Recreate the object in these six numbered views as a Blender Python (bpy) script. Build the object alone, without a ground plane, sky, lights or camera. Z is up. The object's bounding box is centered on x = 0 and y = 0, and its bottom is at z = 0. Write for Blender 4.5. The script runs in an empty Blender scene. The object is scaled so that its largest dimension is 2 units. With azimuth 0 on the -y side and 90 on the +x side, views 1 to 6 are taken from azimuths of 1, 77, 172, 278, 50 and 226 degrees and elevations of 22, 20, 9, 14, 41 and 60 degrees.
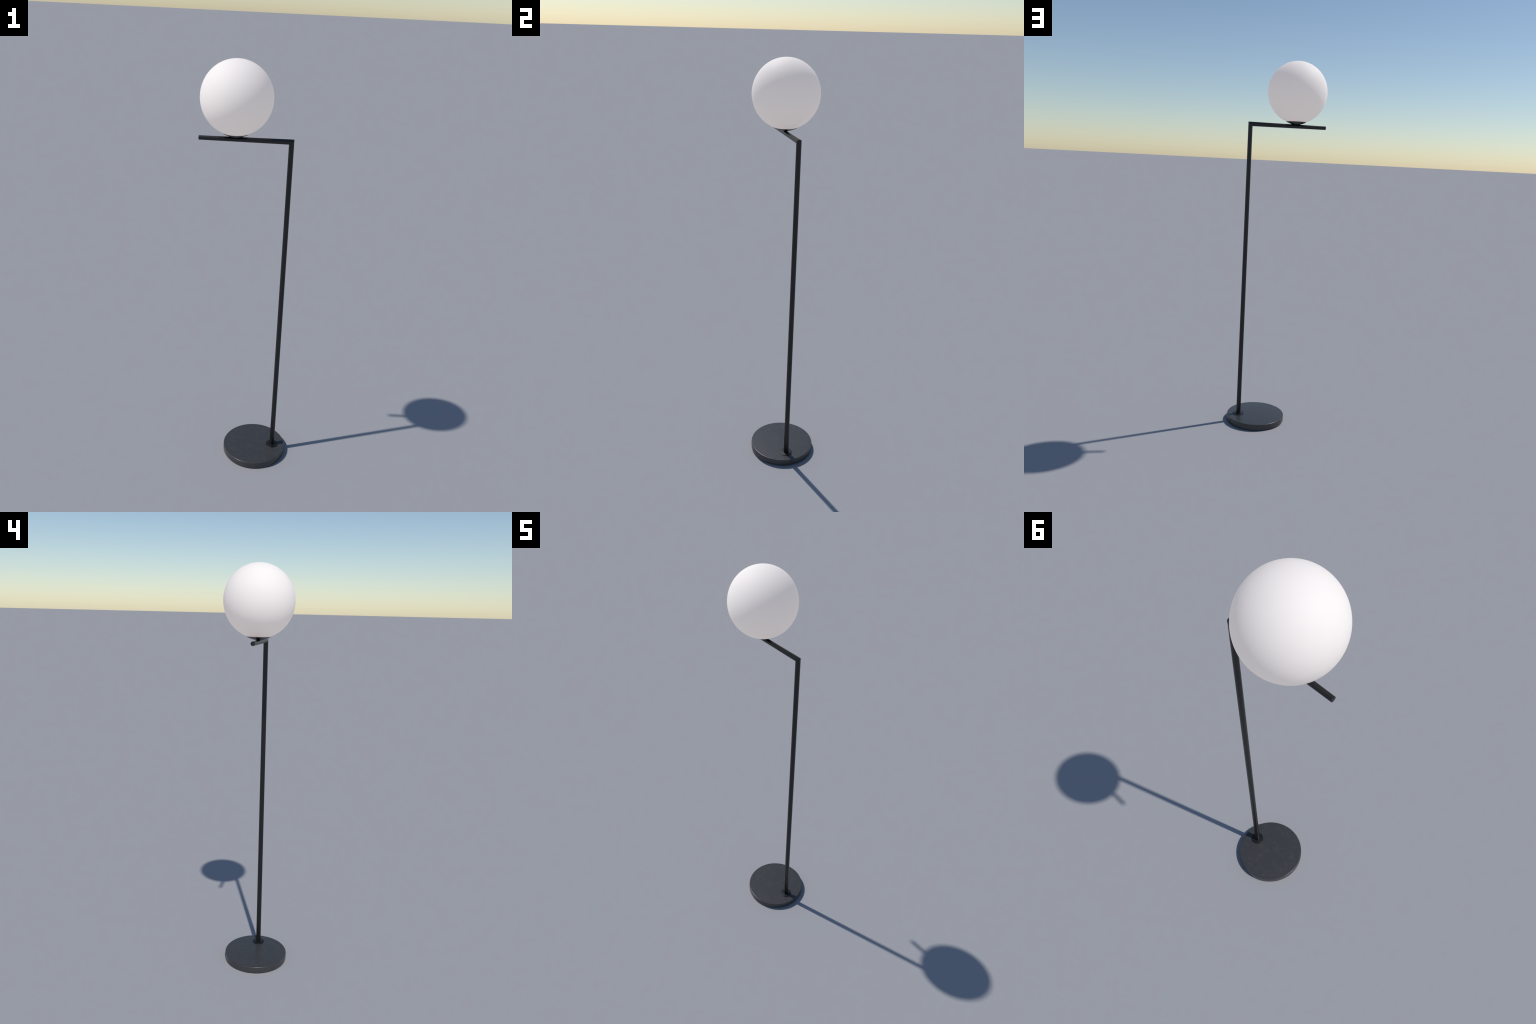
"""Slim floor lamp: round dark stone base, black pole with a mitred tapering arm,
and a white opal globe resting on the arm in a shallow black saucer."""
import bpy, math
from mathutils import Vector

# ------------------------------------------------------------------ sizes (m)
BASE_X, BASE_R, BASE_H, BASE_EDGE = 0.0753, 0.1615, 0.0333, 0.0042
BASE_TOP_EDGE = 0.0034
COLLAR_X, COLLAR_R, COLLAR_TOP = 0.1722, 0.0307, 0.0364
POLE_FOOT_X, POLE_FOOT_R = 0.1719, 0.0123
ELBOW_X, ELBOW_Z, ELBOW_R = 0.1707, 1.6608, 0.0116
ARM_END_X, ARM_END_R = -0.2380, 0.0096
GLOBE_X, GLOBE_Z, GLOBE_R, GLOBE_RZ = -0.0750, 1.8383, 0.1589, 0.1617
SAUCER_R, SAUCER_TOP = 0.0540, 1.6841


# ------------------------------------------------------------------ materials
def new_material(name):
    m = bpy.data.materials.new(name)
    m.use_nodes = True
    nt = m.node_tree
    return m, nt, nt.nodes["Principled BSDF"]


def node(nt, kind, **inputs):
    n = nt.nodes.new(kind)
    for k, v in inputs.items():
        n.inputs[k.replace("_", " ")].default_value = v
    return n


def ramp(nt, source, stops):
    r = nt.nodes.new("ShaderNodeValToRGB")
    r.color_ramp.elements[0].position, r.color_ramp.elements[0].color = stops[0]
    r.color_ramp.elements[1].position, r.color_ramp.elements[1].color = stops[1]
    nt.links.new(source, r.inputs["Fac"])
    return r.outputs["Color"]


def black_metal():
    m, nt, p = new_material("black_lacquered_metal")
    tc = nt.nodes.new("ShaderNodeTexCoord")
    n = node(nt, "ShaderNodeTexNoise", Scale=900.0, Detail=2.0)
    nt.links.new(tc.outputs["Object"], n.inputs["Vector"])
    col = ramp(nt, n.outputs["Fac"], [(0.3, (0.0062, 0.0064, 0.0068, 1)),
                                      (0.7, (0.0078, 0.0080, 0.0085, 1))])
    nt.links.new(col, p.inputs["Base Color"])
    p.inputs["Roughness"].default_value = 0.36
    return m


def dark_stone():
    m, nt, p = new_material("dark_honed_stone")
    L = nt.links
    tc = nt.nodes.new("ShaderNodeTexCoord")
    obj = tc.outputs["Object"]
    # fine grain
    grain = node(nt, "ShaderNodeTexNoise", Scale=420.0, Detail=3.0, Roughness=0.6)
    L.new(obj, grain.inputs["Vector"])
    col = ramp(nt, grain.outputs["Fac"], [(0.32, (0.0380, 0.0388, 0.0396, 1)),
                                          (0.70, (0.0500, 0.0508, 0.0520, 1))])
    # soft cloudy patches
    cloud = node(nt, "ShaderNodeTexNoise", Scale=38.0, Detail=3.0, Roughness=0.6)
    L.new(obj, cloud.inputs["Vector"])
    cl = ramp(nt, cloud.outputs["Fac"], [(0.50, (0, 0, 0, 1)), (0.85, (1, 1, 1, 1))])
    mix1 = nt.nodes.new("ShaderNodeMix")
    mix1.data_type = 'RGBA'
    L.new(cl, mix1.inputs["Factor"])
    L.new(col, mix1.inputs["A"])
    mix1.inputs["B"].default_value = (0.054, 0.054, 0.0555, 1)
    # short pale flecks: broken thin bands of a warped noise
    warp = node(nt, "ShaderNodeTexNoise", Scale=120.0, Detail=2.0, Roughness=0.5)
    warp.inputs["Distortion"].default_value = 2.0
    L.new(obj, warp.inputs["Vector"])
    d = node(nt, "ShaderNodeMath"); d.operation = 'SUBTRACT'
    L.new(warp.outputs["Fac"], d.inputs[0]); d.inputs[1].default_value = 0.5
    a = node(nt, "ShaderNodeMath"); a.operation = 'ABSOLUTE'
    L.new(d.outputs[0], a.inputs[0])
    band = ramp(nt, a.outputs[0], [(0.0, (1, 1, 1, 1)), (0.045, (0, 0, 0, 1))])
    spot = node(nt, "ShaderNodeTexNoise", Scale=48.0, Detail=2.5)
    mp = node(nt, "ShaderNodeMapping"); mp.inputs["Location"].default_value = (3.1, 7.7, 1.9)
    L.new(obj, mp.inputs["Vector"]); L.new(mp.outputs[0], spot.inputs["Vector"])
    keep = ramp(nt, spot.outputs["Fac"], [(0.55, (0, 0, 0, 1)), (0.64, (1, 1, 1, 1))])
    mul = node(nt, "ShaderNodeMath"); mul.operation = 'MULTIPLY'
    L.new(band, mul.inputs[0]); L.new(keep, mul.inputs[1])
    half = node(nt, "ShaderNodeMath"); half.operation = 'MULTIPLY'
    L.new(mul.outputs[0], half.inputs[0]); half.inputs[1].default_value = 0.62
    mix2 = nt.nodes.new("ShaderNodeMix")
    mix2.data_type = 'RGBA'
    L.new(half.outputs[0], mix2.inputs["Factor"])
    L.new(mix1.outputs["Result"], mix2.inputs["A"])
    mix2.inputs["B"].default_value = (0.105, 0.106, 0.108, 1)
    L.new(mix2.outputs["Result"], p.inputs["Base Color"])
    p.inputs["Roughness"].default_value = 0.31
    return m


def opal_glass():
    m, nt, p = new_material("white_opal_glass")
    p.inputs["Base Color"].default_value = (0.645, 0.629, 0.620, 1)
    p.inputs["Roughness"].default_value = 0.6
    p.inputs["Specular IOR Level"].default_value = 0.1
    # the lamp is on: a faint even glow of the globe
    p.inputs["Emission Color"].default_value = (0.288, 0.246, 0.2225, 1)
    p.inputs["Emission Strength"].default_value = 1.0
    return m


# ------------------------------------------------------------------ geometry
def make_object(name, verts, faces, mat, parent, sharp_angle=35):
    me = bpy.data.meshes.new(name)
    me.from_pydata([tuple(v) for v in verts], [], faces)
    me.validate()
    me.polygons.foreach_set("use_smooth", [True] * len(me.polygons))
    me.set_sharp_from_angle(angle=math.radians(sharp_angle))
    me.materials.append(mat)
    o = bpy.data.objects.new(name, me)
    bpy.context.scene.collection.objects.link(o)
    o.parent = parent
    return o


def rings_to_mesh(rings, cap_start=True, cap_end=True):
    n = len(rings[0])
    verts = [v for r in rings for v in r]
    faces = []
    for i in range(len(rings) - 1):
        for j in range(n):
            k = (j + 1) % n
            faces.append((i * n + j, i * n + k, (i + 1) * n + k, (i + 1) * n + j))
    if cap_start:
        faces.append(tuple(range(n - 1, -1, -1)))
    if cap_end:
        b = (len(rings) - 1) * n
        faces.append(tuple(range(b, b + n)))
    return verts, faces


def lathe(profile, cx, n=128, caps=(True, True)):
    """Surface of revolution about the vertical line x = cx, y = 0; profile runs bottom up."""
    rings = [[Vector((cx + r * math.cos(2 * math.pi * j / n),
                      r * math.sin(2 * math.pi * j / n), z)) for j in range(n)]
             for r, z in profile]
    return rings_to_mesh(rings, *caps)


def quarter(cr, cz, rad, a0, a1, steps=6):
    """Arc of a rounded edge in the (radius, height) plane, angles in degrees."""
    return [(cr + rad * math.cos(math.radians(a0 + (a1 - a0) * i / steps)),
             cz + rad * math.sin(math.radians(a0 + (a1 - a0) * i / steps)))
            for i in range(steps + 1)]


# ------------------------------------------------------------------ build
metal, stone, opal = black_metal(), dark_stone(), opal_glass()

lamp = bpy.data.objects.new("floor_lamp", None)
bpy.context.scene.collection.objects.link(lamp)
lamp["label"] = "slim black floor lamp with white globe and round stone base"
lamp["category"] = "floor lamp"

# stone disc with eased edges
e, t = BASE_EDGE, BASE_TOP_EDGE
prof = quarter(BASE_R - e, e, e, -90, 0) + quarter(BASE_R - t, BASE_H - t, t, 0, 90, 12)
make_object("base", *lathe(prof, BASE_X, 256), stone, lamp, 60)

# flat collar plate around the pole's foot
c = 0.0006
prof = [(COLLAR_R, BASE_H - 0.002)] + quarter(COLLAR_R - c, COLLAR_TOP - c, c, 0, 90, 4)
make_object("collar", *lathe(prof, COLLAR_X, 96), metal, lamp, 40)

# pole: slightly tapering tube, top cut at 45 degrees to meet the arm in a mitre
N = 64
ang = [2 * math.pi * j / N for j in range(N)]
rings = []
for i in range(13):
    f = i / 12
    cx = POLE_FOOT_X + (ELBOW_X - POLE_FOOT_X) * f
    r = POLE_FOOT_R + (ELBOW_R - POLE_FOOT_R) * f
    z0 = COLLAR_TOP - 0.001 + (ELBOW_Z - 0.02 - COLLAR_TOP) * f
    rings.append([Vector((cx + r * math.cos(t), r * math.sin(t), z0)) for t in ang])
rings.append([Vector((ELBOW_X + ELBOW_R * math.cos(t), ELBOW_R * math.sin(t),
                      ELBOW_Z + ELBOW_R * math.cos(t))) for t in ang])
make_object("pole", *rings_to_mesh(rings, True, False), metal, lamp, 40)

# arm: leaves the mitre horizontally and thins toward its free end
rings = [[Vector((ELBOW_X + ELBOW_R * math.cos(t), ELBOW_R * math.sin(t),
                  ELBOW_Z + ELBOW_R * math.cos(t))) for t in ang]]
start = ELBOW_X - 0.02
for i in range(13):
    f = i / 12
    x = start + (ARM_END_X - start) * f
    r = ELBOW_R + (ARM_END_R - ELBOW_R) * f
    rings.append([Vector((x, r * math.sin(t), ELBOW_Z + r * math.cos(t))) for t in ang])
make_object("arm", *rings_to_mesh(rings, False, True), metal, lamp, 40)

# shallow saucer that carries the globe: convex underside, thin flat rim; the globe
# sinks a little into its flat top
outer = [(0.006, 1.6680), (0.012, 1.6690), (0.020, 1.6708), (0.028, 1.6732),
         (0.036, 1.6760), (0.044, 1.6791), (0.050, 1.6816), (SAUCER_R, SAUCER_TOP - 0.0007)]
top = [(SAUCER_R, SAUCER_TOP), (0.040, SAUCER_TOP)]
make_object("globe_holder", *lathe(outer + top, GLOBE_X, 96), metal, lamp, 30)

# opal glass globe, a touch taller than wide
M = 72
prof = [(GLOBE_R * math.sin(math.pi * i / M), GLOBE_Z - GLOBE_RZ * math.cos(math.pi * i / M))
        for i in range(M + 1)]
prof[0], prof[-1] = (0.0004, prof[0][1]), (0.0004, prof[-1][1])
make_object("globe_shade", *lathe(prof, GLOBE_X, 144), opal, lamp, 80)
